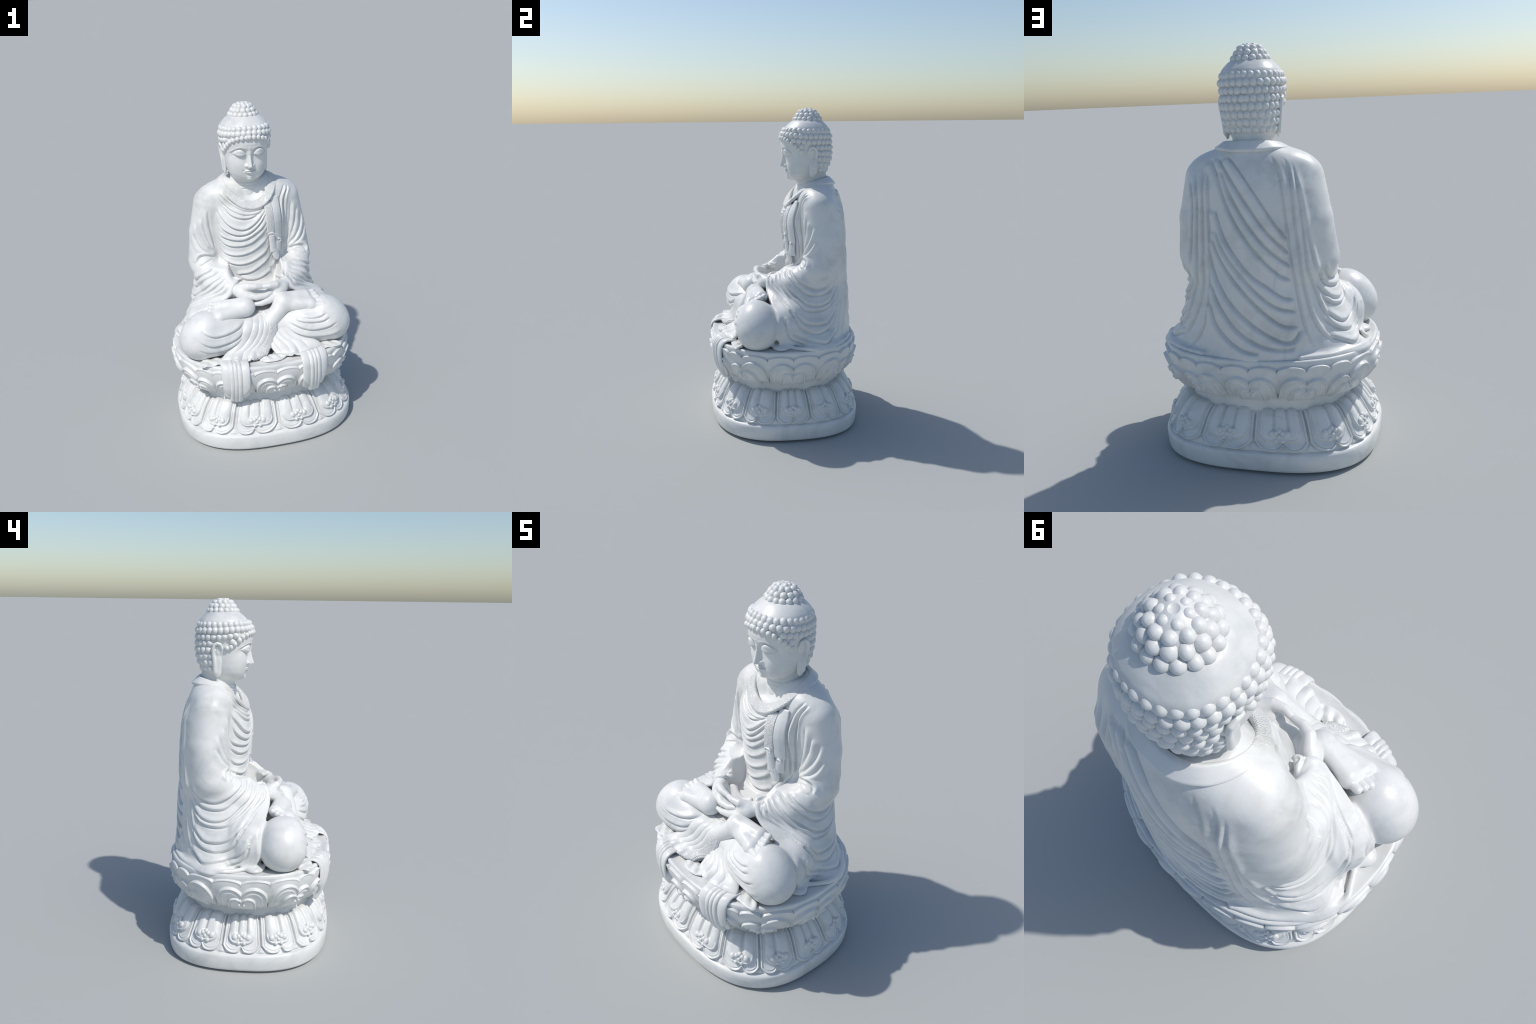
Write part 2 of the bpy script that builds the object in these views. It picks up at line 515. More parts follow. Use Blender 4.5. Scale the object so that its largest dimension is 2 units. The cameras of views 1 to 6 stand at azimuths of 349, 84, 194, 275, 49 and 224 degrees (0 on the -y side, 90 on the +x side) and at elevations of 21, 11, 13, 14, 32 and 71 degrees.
def up_height(u, W, l, H):
    L = up.L
    aw, au = np.abs(W), np.abs(u)
    # rear scallops: a cusp at the petal's middle and at its border
    c = 0.5 - np.abs(au - 0.5)                      # 0 at cusps, .5 at lobe centres
    top = L - 0.052 + 0.028 * np.sqrt(np.clip(1 - (1 - 2 * c) ** 2, 0, 1))
    Dr = top - l
    h = -0.014 + 0.014 * sstep(-0.001, 0.006, Dr) + 0.004 * np.exp(-((Dr - 0.007) / 0.005) ** 2)
    # front heart-shaped petal
    def heart(f, yc):
        r = H * 0.52 * f
        cx = H * 0.42 * f
        dl = r - np.hypot(aw - cx, np.maximum(l - yc, 0) * 0.95)
        lean = H * 0.94 * f + (H * 0.06) * np.clip((yc - l) / 0.06, 0, 1)
        return np.where(l > yc, dl, lean - aw)
    D = heart(1.0, L - 0.152)
    h = h + 0.015 * sstep(0, 0.005, D) + 0.0045 * np.exp(-((D - 0.006) / 0.004) ** 2)
    h = h - 0.0035 * np.exp(-((D - 0.013) / 0.002) ** 2) - 0.0022 * np.exp(-((D - 0.022) / 0.0018) ** 2)
    h = h + 0.003 * np.exp(-((D - 0.030) / 0.004) ** 2)
    D2 = heart(0.56, L - 0.170)
    h = h + 0.011 * sstep(0, 0.004, D2) + 0.003 * np.exp(-((D2 - 0.005) / 0.003) ** 2)
    h = h - 0.006 * np.exp(-((D2 - 0.0125) / 0.003) ** 2)
    sp = np.hypot(aw - 0.012, l - (L - 0.168))
    h = h + 0.011 * np.exp(-(sp / 0.0095) ** 4)
    return h * sstep(0.0, 0.01, L - l + 0.004) * sstep(-0.004, 0.030, l)

nb = len(up_angles)
for i, ac in enumerate(up_angles):
    prv = up_angles[i - 1] - (360 if i == 0 else 0)
    nxt = up_angles[(i + 1) % nb] + (360 if i == nb - 1 else 0)
    a0, a1 = (prv + ac) / 2, (ac + nxt) / 2
    tier_sector(up, UA, UB, UN, np.radians(a0), np.radians(a1), 111, 120, up_height, "cloud_petal", throne, np.radians(ac))

ring_solid("seat_cushion", [(.50, .530, .446), (.545, .545, .460), (.561, .545, .460), (.566, .541, .456), (.567, .532, .447), (.563, .522, .437)],
           UN, throne, cap_bottom=False)

# ------------------------------------------------------------------ body (robe, sleeves, legs) as one surface
B = Field((-.62, -.42, .54), (.62, .50, 1.60), 0.006)
# torso
B.loft([(.56, .30, .03, .445, 2.2), (.66, .29, .03, .431, 2.2), (.80, .27, .03, .427, 2.2), (.95, .240, .036, .424, 2.0), (1.09, .238, .025, .420, 2.1),
        (1.20, .242, .013, .413, 2.1), (1.27, .248, .005, .406, 2.1), (1.33, .250, .012, .397, 2.15), (1.38, .250, .036, .388, 2.2),
        (1.42, .235, .067, .378, 2.2), (1.46, .205, .107, .362, 2.2), (1.50, .174, .125, .346, 2.2), (1.535, .14, .135, .330, 2.2), (1.56, .12, .14, .312, 2.2)], cap=.02)
for s in (-1, 1):
    # shoulder, upper arm, elbow
    B.ell((s * .145, .210, 1.440), (.152, .115, .086), k=.05)
    B.cone((s * .230, .210, 1.388), (s * .267, .224, 1.20), .106, .106, k=.014)
    B.cone((s * .267, .224, 1.20), (s * .292, .202, 1.02), .106, .105, k=.010)
    B.cone((s * .20, .275, 1.33), (s * .235, .275, 1.0), .088, .096, k=.05)
    # forearm under the sleeve
    B.cone((s * .302, .152, 1.000), (s * .264, .035, .925), .086, .056, k=.02)
    B.cone((s * .264, .035, .925), (s * .178, -.070, .895), .056, .044, k=.02)

# lower robe: bell under the elbows, with a front face and the lap cut by height
def lower(X, Y, Z):
    T = np.array([(.55, .540, -.12, .447, 1.7), (.57, .528, -.12, .443, 1.7), (.60, .482, -.12, .432, 1.75), (.66, .436, -.12, .426, 1.85), (.76, .402, -.12, .422, 1.95),
                  (.86, .380, -.12, .418, 2.0), (.95, .358, -.12, .410, 2.0), (1.05, .30, -.10, .40, 2.0)])
    zc = Z.ravel()
    a, f, b, n = [np.interp(zc, T[:, 0], T[:, i]).astype(F)[None, None, :] for i in (1, 2, 3, 4)]
    cy, hb = (f + b) / 2, (b - f) / 2
    q = ((np.abs(X) / a) ** n + (np.abs(Y - cy) / hb) ** n + 1e-12) ** (1 / n)
    d = (q - 1) * np.minimum(a, hb)
    ax = np.abs(X)
    d = smax(d, -0.115 - Y, 0.03)
    # height limit: lap in the middle, sleeve cloth sloping outwards
    zt = .840 + .045 * sstep(-.13, -.06, Y) + .060 * sstep(.115, .175, ax) - .62 * np.maximum(ax - .175, 0) + .9 * np.maximum(Y + .10, 0) * sstep(.12, .2, ax)
    zt = np.minimum(zt, 1.02)
    d = smax(d, (Z - zt) * 0.75, 0.02)
    return smax(d, .555 - Z, 0.01)
B.add(lower, (-.56, -.2, .55), (.56, .48, 1.05), k=.03)
for s in (-1, 1):
    # thigh lifting the sleeve, knee and shin
    B.cone((s * .30, .05, .675), (s * .345, -.02, .690), .140, .128, k=.04)
    kx = .405 if s > 0 else .402
    ky = -.200 if s > 0 else -.210
    B.cone((s * kx, ky, .676), (s * .25, -.200, .682), .129, .116, k=.012)
    B.cone((s * (kx - .042), ky, .734), (s * .24, -.194, .700), .114, .104, k=.05)
    B.cone((s * .26, -.196, .684), (s * .06, -.165, .690), .115, .092, k=.03)
    # thick edge of the sleeve opening
    edge = spline([(s * .118, -.055, .958), (s * .165, -.098, .950), (s * .212, -.112, .880), (s * .325, -.098, .818), (s * .425, -.070, .772),
                   (s * .462, -.075, .700), (s * .462, -.075, .630), (s * .452, -.035, .580)], 80)
    back = spline([(s * .205, -.005, .942), (s * .218, -.005, .925), (s * .260, .00, .885), (s * .315, .03, .835), (s * .375, .05, .785),
                   (s * .395, .05, .72), (s * .405, .05, .65), (s * .42, .05, .60)], 80)
    def web(X, Y, Z, edge=edge, back=back):
        d = None
        for e, b in zip(edge, back):
            ab = b - e
            px, py, pz = X - e[0], Y - e[1], Z - e[2]
            t = np.clip((px * ab[0] + py * ab[1] + pz * ab[2]) / (ab @ ab), 0, 1)
            q = np.sqrt((px - t * ab[0]) ** 2 + (py - t * ab[1]) ** 2 + (pz - t * ab[2]) ** 2) - (.013 + .022 * t)
            d = q if d is None else np.minimum(d, q)
        return d
    lo_, hi_ = np.minimum(edge.min(0), back.min(0)) - .02, np.maximum(edge.max(0), back.max(0)) + .02
    B.add(web, lo_, hi_, k=.018)
for s in (-1, 1):
    # rolled hem of the robe lying on the seat, and cloth tucked behind the knee
    hem = spline([(s * .452, -.040, .582), (s * .478, .015, .574), (s * .500, .055, .573), (s * .522, .100, .577), (s * .510, .155, .572),
                  (s * .470, .232, .572), (s * .410, .302, .572), (s * .343, .357, .573), (s * .24, .405, .573)], 48)
    B.chain(hem, [.012] * 48, k=.014)
    B.ell((s * .435, -.062, .574), (.075, .055, .022), k=.018)
B.ell((0, -.14, .68), (.20, .13, .11), k=.03)
B.ell((0, .040, 1.478), (.112, .078, .076), k=.012, cut=True)
B.ell((0, .195, 1.605), (.150, .130, .088), k=.02, cut=True)
bv, bq = B.mesh(smooth=2)
from mathutils.bvhtree import BVHTree
body_tree = BVHTree.FromPolygons(bv.tolist(), bq.tolist())
bv, bq = subdivide(bv, bq)
del B

# ------------------------------------------------------------------ folds of the robe
# Each fold is a line drawn on the body: a narrow valley with a rounded roll beside it.
DIRS = {"front": ((0, 2), (1, -1.0), (0, 1, 0)), "back": ((0, 2), (1, 1.0), (0, -1, 0)),
        "left": ((1, 2), (0, 1.0), (-1, 0, 0)), "right": ((1, 2), (0, -1.0), (1, 0, 0))}
fold_list = []
def fold(view, pts, depth=.008, width=.0055, roll=.007, spread=.012, side=(0, 0, 1), taper=.18, mirror=False):
    ax, (axis, start), d = DIRS[view]
    P2 = spline(pts, max(24, 10 * len(pts)))
    out = []
    for p in P2:
        o = [0, 0, 0]; o[ax[0]], o[ax[1]] = p[0], p[1]; o[axis] = start
        hit = body_tree.ray_cast(Vector(o), Vector(d))
        if hit[0] is not None:
            out.append((*hit[0], *hit[1]))
    if len(out) > 4:
        fold_list.append((np.array(out), depth, width, roll, spread, np.array(side, float), taper))
    if mirror:
        if view in ("left", "right"):
            fold("right" if view == "left" else "left", pts, depth, width, roll, spread, (-side[0], side[1], side[2]), taper)
        else:
            fold(view, [(-x, z) for x, z in pts], depth, width, roll, spread, (-side[0], side[1], side[2]), taper)

def fold3(pts, depth=.008, width=.0065, roll=.009, spread=.015, side=(0, 0, 1), taper=.1):
    """the same, for a line given in space and laid on the nearest cloth; made for both sides"""
    for sx in (1, -1):
        out = []
        for p in spline(pts, 12 * len(pts)):
            o = Vector((p[0] * sx, p[1], p[2]))
            h = body_tree.find_nearest(o)
            q = h[0] if h[3] < .018 else o
            out.append((*q, *h[1]))
        fold_list.append((np.array(out), depth, width, roll, spread, np.array((side[0] * sx, side[1], side[2]), float), taper))

def carve(V, Q):
    pos = np.zeros(len(V)); neg = np.zeros(len(V))
    N = normals(V, Q)
    for _ in range(5):
        N = unit3(relax_once(N, Q))
    for S, depth, width, roll, spread, side, taper in fold_list:
        P, Ns = S[:, :3], S[:, 3:]
        # even out sudden jumps left by the projection
        for _ in range(8):
            P[1:-1] = (P[:-2] + 2 * P[1:-1] + P[2:]) / 4
        m = spread * 3 + .012
        sel = np.where(((V > P.min(0) - m) & (V < P.max(0) + m)).all(1))[0]
        if not len(sel): continue
        # resample finely
        s_ = np.r_[0, np.cumsum(np.linalg.norm(np.diff(P, axis=0), axis=1))]
        n = max(int(s_[-1] / .004), 8)
        t = np.linspace(0, s_[-1], n)
        Pf = np.stack([np.interp(t, s_, P[:, c]) for c in range(3)], 1)
        Nf = unit3(np.stack([np.interp(t, s_, Ns[:, c]) for c in range(3)], 1))
        for _ in range(12):
            Nf[1:-1] = (Nf[:-2] + Nf[1:-1] + Nf[2:]) / 3
        Nf = unit3(Nf)
        T = unit3(np.gradient(Pf, axis=0))
        Sd = np.cross(Nf, T)
        sg = np.sign((Sd @ side)); sg = np.where(np.abs(sg.sum()) > 0, np.sign(sg.sum()), 1)
        Sd = unit3(Sd * sg)
        bd = np.full(len(sel), 9.0); bk = np.zeros(len(sel), int)
        Vs = V[sel]
        for a in range(0, n, 10):
            seg = Pf[a:a + 10]
            near = np.where(((Vs > seg.min(0) - m) & (Vs < seg.max(0) + m)).all(1))[0]
            if not len(near): continue
            D = ((Vs[near][:, None, :] - seg[None]) ** 2).sum(-1)
            k = D.argmin(1); dm = D[np.arange(len(near)), k]
            better = dm < bd[near]
            bd[near[better]] = dm[better]; bk[near[better]] = k[better] + a
        hit = bd < m * m
        if hit.any():
            ch, k = sel[hit], bk[hit]
            rel = V[ch] - Pf[k]
            dist = np.sqrt(bd[hit])
            off = (rel * Nf[k]).sum(1)
            dist = np.sqrt(np.maximum(dist ** 2 - off ** 2, 0))
            sd = (rel * Sd[k]).sum(1)
            d = np.sign(sd + 1e-9) * dist
            ok = (N[ch] * Nf[k]).sum(1) > .1
            f = t[k] / s_[-1]
            tp = sstep(0, taper, f) * sstep(0, taper, 1 - f) * ok
            tp = np.where((k == 0) | (k == n - 1), tp * 0, tp)
            g = -depth * np.exp(-(d / width) ** 2) * tp
            c = spread * .95
            r = roll * np.where(d > 0, np.exp(-((d - c) / np.where(d < c, spread * .75, spread * 1.3)) ** 2), 0) * tp
            neg[ch] = np.minimum(neg[ch], g)
            pos[ch] = np.maximum(pos[ch], r)
    return V + N * (pos + neg)[:, None]

def unit3(a):
    return a / (np.linalg.norm(a, axis=-1, keepdims=True) + 1e-12)

# chest: swags hanging from both shoulders, and the cowl under the collar
for pts in ([(-.19, 1.478), (-.139, 1.412), (-.053, 1.364), (.036, 1.360), (.107, 1.392)],
            [(-.20, 1.455), (-.150, 1.385), (-.06, 1.340), (.03, 1.342), (.09, 1.375)],
            [(-.183, 1.423), (-.14, 1.345), (-.059, 1.317), (.012, 1.330), (.06, 1.36)],
            [(-.218, 1.406), (-.195, 1.333), (-.137, 1.268), (-.053, 1.249), (.028, 1.296), (.094, 1.37)],
            [(-.217, 1.32), (-.187, 1.254), (-.112, 1.215), (-.035, 1.221), (.037, 1.275), (.096, 1.352)],
            [(-.218, 1.245), (-.194, 1.203), (-.122, 1.180), (-.045, 1.186), (.046, 1.242), (.096, 1.295)],
            [(-.215, 1.188), (-.169, 1.147), (-.105, 1.136), (-.016, 1.156), (.056, 1.212), (.098, 1.255)],
            [(-.208, 1.125), (-.172, 1.085), (-.097, 1.074), (-.008, 1.100), (.065, 1.152), (.10, 1.19)],
            [(-.209, 1.066), (-.166, 1.029), (-.1, 1.011), (-.02, 1.027), (.064, 1.075), (.11, 1.13)],
            [(-.170, .985), (-.102, .950), (-.022, .958), (.073, 1.018), (.125, 1.075)],
            [(-.122, .928), (-.045, .907), (.038, .913), (.116, .962), (.165, 1.04)]):
    fold("front", pts, .008, .0055, .0085, .0110)
fold("front", [(.150, .940), (.182, 1.02), (.205, 1.10)], .007, .006, .008, .012, side=(-1, 0, 0))
# cloth thrown over the left shoulder: long upright folds beside the sash
for pts in ([(.232, 1.485), (.190, 1.404), (.182, 1.293), (.190, 1.177), (.185, 1.05)],
            [(.252, 1.475), (.222, 1.41), (.214, 1.32), (.210, 1.18), (.204, 1.07)]):
    fold("front", pts, .009, .006, .009, .010, side=(1, 0, 0), taper=.08)
# upper arms: pulls from the armpit to the elbow
for pts in ([(-.262, 1.383), (-.258, 1.277), (-.243, 1.192), (-.229, 1.105)],
            [(-.295, 1.327), (-.284, 1.227), (-.243, 1.118)],
            [(-.333, 1.292), (-.324, 1.207), (-.282, 1.135), (-.227, 1.076)],
            [(-.355, 1.218), (-.337, 1.145), (-.295, 1.106), (-.231, 1.063)]):
    fold("front", pts, .006, .008, .007, .016, side=(-1, 0, 0), mirror=True)
fold("front", [(-.358, 1.030), (-.345, 1.062), (-.318, 1.079), (-.279, 1.078), (-.235, 1.060)], .012, .007, .010, .014, mirror=True)
fold("front", [(-.344, 1.023), (-.30, 1.045), (-.256, 1.054)], .004, .005, .004, .008, mirror=True)
# sleeves: long swags from the wrist, round the hip and up to the back
for pts in ([(.254, .020, 1.030), (.300, .020, 1.00), (.345, .064, .955), (.378, .150, .91), (.360, .25, .92), (.335, .315, .997)],
            [(.215, -.005, 1.02), (.280, -.005, .98), (.345, .045, .925), (.382, .110, .876), (.382, .205, .872), (.342, .285, .903), (.323, .332, .99)],
            [(.192, -.030, 1.005), (.250, -.035, .965), (.325, .010, .895), (.389, .094, .822), (.401, .186, .806), (.366, .273, .836), (.298, .343, .93)],
            [(.183, -.047, .992), (.240, -.058, .945), (.315, -.010, .87), (.388, .070, .797), (.408, .153, .778), (.385, .253, .793), (.329, .321, .85)],
            [(.170, -.060, .98), (.225, -.078, .92), (.309, -.030, .845), (.405, .005, .775), (.437, .086, .714), (.437, .172, .698), (.410, .249, .711), (.334, .324, .785)],
            [(.166, -.084, .97), (.215, -.095, .895), (.300, -.052, .850), (.400, -.015, .790), (.448, .045, .70), (.448, .100, .66), (.451, .178, .655), (.402, .275, .683), (.318, .340, .771)],
            [(.440, -.055, .76), (.460, -.020, .69), (.458, .028, .64), (.477, .126, .61), (.473, .229, .602), (.360, .324, .655)],
            [(.435, -.035, .745), (.456, -.030, .69), (.456, -.010, .63), (.462, .040, .597), (.480, .100, .587)]):
    fold3(pts)
for pts in ([(.225, .000, 1.012), (.27, .005, .990), (.31, .03, .965)], [(.20, -.02, .995), (.255, -.02, .965), (.30, .0, .93)],
            [(.18, -.045, .985), (.235, -.05, .945), (.285, -.03, .90)]):
    fold3(pts, .004, .004, .004, .007, taper=.25)
# back: cloth drawn diagonally from the left shoulder to the right hip
for pts in ([(.090, 1.505), (.017, 1.428), (-.074, 1.296), (-.14, 1.187), (-.193, 1.119)],
            [(.135, 1.500), (.078, 1.421), (-.016, 1.283), (-.106, 1.153), (-.198, 1.053)],
            [(.114, 1.448), (.059, 1.324), (-.015, 1.198), (-.111, 1.074), (-.204, .995)],
            [(.165, 1.49), (.127, 1.413), (.083, 1.289), (.016, 1.162), (-.068, 1.047), (-.142, .967), (-.205, .935)],
            [(.150, 1.272), (.112, 1.151), (.051, 1.053), (-.021, .965), (-.092, .913), (-.161, .86), (-.218, .847)],
            [(.150, 1.18), (.120, 1.10), (.075, 1.03), (.022, .965), (-.047, .885), (-.132, .815), (-.226, .786)],
            [(.186, 1.079), (.172, .991), (.117, .877), (.032, .778), (-.069, .697), (-.160, .648), (-.209, .651), (-.241, .708)],
            [(.172, 1.14), (.132, 1.05), (.086, .975), (.005, .877), (-.088, .781), (-.163, .724), (-.234, .717)],
            [(.184, .923), (.144, .822), (.068, .714), (-.022, .650), (-.109, .619), (-.187, .615), (-.219, .631)],
            [(.193, .823), (.168, .726), (.088, .642), (.011, .605), (-.057, .598)]):
    fold("back", pts, .013, .0062, .011, .020, side=(-.5, 0, -1), taper=.05)
# back: upright folds beside the arms, sweeping out on to the seat
for pts in ([(.178, 1.48), (.18, 1.426), (.179, 1.286), (.183, 1.138), (.187, .945), (.202, .829), (.235, .706), (.301, .605), (.372, .575)],
            [(.215, 1.47), (.204, 1.392), (.212, 1.211), (.225, .939), (.26, .794), (.331, .667), (.403, .610)],
            [(.255, 1.45), (.246, 1.39), (.235, 1.283), (.248, 1.135), (.262, .95), (.302, .831), (.349, .72), (.42, .64)],
            [(.275, 1.40), (.262, 1.30), (.272, 1.15), (.30, .98)]):
    fold("back", pts, .009, .006, .008, .011, side=(1, 0, 0), taper=.12)
for pts in ([(-.11, 1.511), (-.145, 1.45), (-.166, 1.382), (-.177, 1.284), (-.188, 1.177), (-.198, 1.068), (-.216, .936), (-.242, .769), (-.277, .643), (-.33, .590)],
            [(-.16, 1.500), (-.191, 1.454), (-.213, 1.353), (-.223, 1.211), (-.24, 1.066), (-.249, .932), (-.279, .778), (-.331, .664), (-.413, .597)],
            [(-.20, 1.48), (-.216, 1.439), (-.239, 1.351), (-.257, 1.209), (-.270, 1.05), (-.278, .967), (-.312, .824), (-.364, .701), (-.411, .631)],
            [(-.223, 1.432), (-.249, 1.316), (-.269, 1.194), (-.295, 1.060), (-.318, .935)]):
    fold("back", pts, .007, .006, .007, .011, side=(-1, 0, 0), taper=.16)
# legs: folds sweeping from the knee to the middle
for pts in ([(-.406, .795), (-.393, .761), (-.333, .729), (-.247, .731), (-.165, .750), (-.125, .775)],
            [(-.440, .735), (-.4, .696), (-.338, .671), (-.253, .677), (-.174, .702), (-.117, .745)],
            [(-.450, .675), (-.382, .638), (-.296, .628), (-.209, .655), (-.138, .699), (-.100, .740)],
            [(-.40, .600), (-.30, .592), (-.23, .612), (-.17, .650), (-.12, .690)]):
    fold("front", pts, .006, .0055, .009, .014, taper=.25)
for pts in ([(.198, .764), (.251, .752), (.315, .757), (.365, .780)],
            [(.155, .748), (.207, .735), (.268, .729), (.332, .732), (.385, .757)],
            [(.120, .735), (.184, .704), (.264, .684), (.35, .689), (.43, .722)],
            [(.100, .715), (.155, .670), (.244, .642), (.355, .630), (.461, .655)],
            [(.095, .690), (.135, .645), (.21, .600), (.30, .588), (.40, .592)]):
    fold("front", pts, .006, .0055, .009, .014, taper=.2)
bv = carve(bv, bq)
def seg_dist(C, pts):
    d = np.full(len(C), 9.0)
    for a, b in zip(pts[:-1], pts[1:]):
        a, b = np.array(a), np.array(b); ab = b - a
        t = np.clip(((C - a) @ ab) / (ab @ ab), 0, 1)
        d = np.minimum(d, np.linalg.norm(C - a - t[:, None] * ab, axis=1))
    return d
fc = bv[bq].mean(1); fm = fc * np.array([1, 1, 1]); fm[:, 0] = np.abs(fm[:, 0])
arm = (seg_dist(fm, [(.226, .207, 1.38), (.266, .215, 1.2), (.291, .19, 1.02)]) < .125) & (fm[:, 0] > .205) & (fm[:, 1] < .32)
arm |= (seg_dist(fm, [(.291, .17, 1.015), (.165, -.07, .915)]) < .12) & (fm[:, 0] > .12) & (fm[:, 2] > .80) & (fm[:, 1] < .30)
leg = (seg_dist(fm, [(.42, -.197, .70), (.26, -.192, .68), (.0, -.165, .69)]) < .155) & (fm[:, 1] < -.092) & (fm[:, 2] < .86) & ~arm
body_n = normals(bv, bq)
def body_part(name, mask):
    q = bq[mask]; used, inv = np.unique(q, return_inverse=True)
    ob = make_object(name, bv[used], inv.reshape(-1, 4), root, MAT)
    ob.data.normals_split_custom_set_from_vertices(body_n[used].tolist())
body_part("torso", ~arm & ~leg)
for sx in (1, -1):
    body_part("arm", arm & (fc[:, 0] * sx > 0))
    body_part("leg", leg & (fc[:, 0] * sx > 0))

# ------------------------------------------------------------------ head
HL = [(1.536, .050, .105, .19, 2.0), (1.548, .072, .070, .21, 2.2), (1.565, .093, .052, .24, 2.5), (1.59, .110, .045, .27, 2.8), (1.62, .121, .041, .295, 2.9),
      (1.66, .128, .035, .31, 2.9), (1.70, .132, .029, .318, 2.7), (1.735, .135, .014, .320, 2.5), (1.77, .138, .003, .319, 2.35), (1.82, .146, .004, .317, 2.2),
      (1.85, .147, .012, .314, 2.2), (1.88, .138, .030, .306, 2.2), (1.905, .118, .056, .284, 2.1), (1.925, .093, .081, .262, 2.0)]
H = Field((-.19, -.04, 1.40), (.19, .36, 2.0), 0.0036)
H.loft(HL, cap=.012)
H.cone((0, .203, 1.60), (0, .212, 1.42), .090, .105, k=.015)
hv, hq = H.mesh(smooth=1)
hv, hq = subdivide(hv, hq)
del H

def face_relief(x, z):
    """outward relief of the features on the front of the face (metres)"""
    a = np.abs(x)
    gs = lambda d, w: np.exp(-(d / w) ** 2)
    T = np.array(HL)
    yf = np.interp(z, T[:, 0], T[:, 2])
    # nose: ridge line down the middle, wider at the tip
    ny = np.interp(z, [1.622, 1.629, 1.634, 1.642, 1.67, 1.706, 1.735, 1.765], [.045, .024, .004, -.005, .004, .012, .010, .004])
    nw = np.interp(z, [1.63, 1.645, 1.68, 1.71, 1.74, 1.77], [.0155, .0150, .0115, .0095, .013, .03])
    h = np.maximum(yf - ny, 0) * np.exp(-(a / nw) ** 3.0) * (1 - sstep(1.752, 1.772, z))
    wing = gs(np.hypot(a - .0185, (z - 1.6435) * .95), .0095)
    h = np.maximum(h, .019 * wing)
    # brow arc and the hollow below it
    zb = np.interp(a, [.0, .014, .03, .056, .085, .11, .13], [1.742, 1.744, 1.751, 1.757, 1.749, 1.731, 1.715])
    below = zb - z
    mask = sstep(.010, .024, a) * (1 - sstep(.100, .122, a))
    hollow = sstep(-.001, .008, below) * (1 - sstep(.014, .060, below))
    h = h - .0085 * hollow * mask * (1 - gs(a - .06, .05) * .25)
    h = h + .0022 * gs(below + .003, .005) * mask
    # almond of the closed eye
    t = np.clip((a - .020) / .082, 0, 1)
    zu = 1.7125 + .007 * t + .031 * np.sin(np.pi * t ** .92) ** .85
    zl = 1.7125 + .007 * t - .0135 * np.sin(np.pi * t ** .85)
    up_, dn_ = zu - z, z - zl
    ins = np.clip(np.minimum(up_, dn_ * 1.6) / .013, 0, 1)
    ball = np.sqrt(np.clip(1 - (1 - ins) ** 2, 0, 1)) * ((a > .020) & (a < .102))
    h = h + .0145 * ball * np.sin(np.pi * np.clip(t, .04, .96)) ** .4
    slit = zl + .0055
    em = (np.sin(np.pi * t) > .05) & (a > .02) & (a < .102)
    h = h - .0035 * gs(z - slit, .0013) * em
    h = h - .0030 * gs(z - (zu + .0022), .0016) * em * (1 - t * .3)
    h = h - .0030 * gs(z - (zl - .003), .003) * em
    # lips
    u = np.clip(a / .035, 0, 1)
    line = 1.6075 + .0045 * u ** 2 - .0012 * gs(a, .006)
    uth = .0125 * (1 - u ** 1.6) + .0005 - .002 * gs(a, .004)
    lth = .0155 * (1 - u ** 2.2) + .0005
    ul = np.clip((z - line) / uth, 0, 1); ll = np.clip((line - z) / lth, 0, 1)
    inm = (a < .035)
    h = h + .0095 * np.sin(np.pi * np.clip(ul, 0, 1) ** .7) ** .8 * (z > line) * inm * (1 - u ** 2) ** .6 * (ul < 1)
    h = h + .0110 * np.sin(np.pi * np.clip(ll, 0, 1) ** .75) ** .8 * (z <= line) * inm * (1 - u ** 2) ** .6 * (ll < 1)
    h = h + .006 * gs(np.hypot(a * .55, (z - 1.608)), .020)                  # muzzle
    h = h - .0030 * gs(z - line, .0014) * (a < .037)
    h = h - .0035 * gs(np.hypot(a - .038, z - 1.6125), .006)                # corners
    h = h - .0030 * gs(a, .0042) * sstep(1.616, 1.621, z) * (1 - sstep(1.627, 1.632, z))
    h = h - .0030 * gs(np.hypot(a * .6, z - 1.5865), .006)
    h = h + .0045 * gs(np.hypot(a * .8, z - 1.568), .020)                    # chin
    h = h + .0050 * gs(np.hypot(a - .060, (z - 1.640) * .8), .032)           # cheek
    h = h + .0018 * gs(np.hypot(a, z - 1.7545), .0045)                       # mark between the brows
    return h * sstep(1.538, 1.562, z)

front = (1 - sstep(.085, .13, hv[:, 1])) * (hv[:, 2] > 1.53)
hv[:, 1] -= face_relief(hv[:, 0], hv[:, 2]) * front
# creases round the neck
for zc, am in ((1.522, .003), (1.502, .003), (1.482, .0025)):
    r = np.hypot(hv[:, 0], hv[:, 1] - .21)
    zz = hv[:, 2] - (zc + .10 * (hv[:, 1] - .12))
    sel = (hv[:, 2] < 1.545) * (hv[:, 1] < .24)
    k = (-am * np.exp(-(zz / .0028) ** 2) + am * .8 * np.exp(-((zz - .009) / .006) ** 2)) * sel
    hv[:, 0] += hv[:, 0] / r * k; hv[:, 1] += (hv[:, 1] - .21) / r * k
hn_ = normals(hv, hq)
hc_ = hv[hq].mean(1)
is_neck = hc_[:, 2] < 1.533 + np.clip((hc_[:, 1] - .10) * .25, 0, .05)
def split(name, mask):
    q = hq[mask]; used, inv = np.unique(q, return_inverse=True)
    ob = make_object(name, hv[used], inv.reshape(-1, 4), root, MAT)
    ob.data.normals_split_custom_set_from_vertices(hn_[used].tolist())
    return ob
head = split("head", ~is_neck)
split("neck", is_neck)

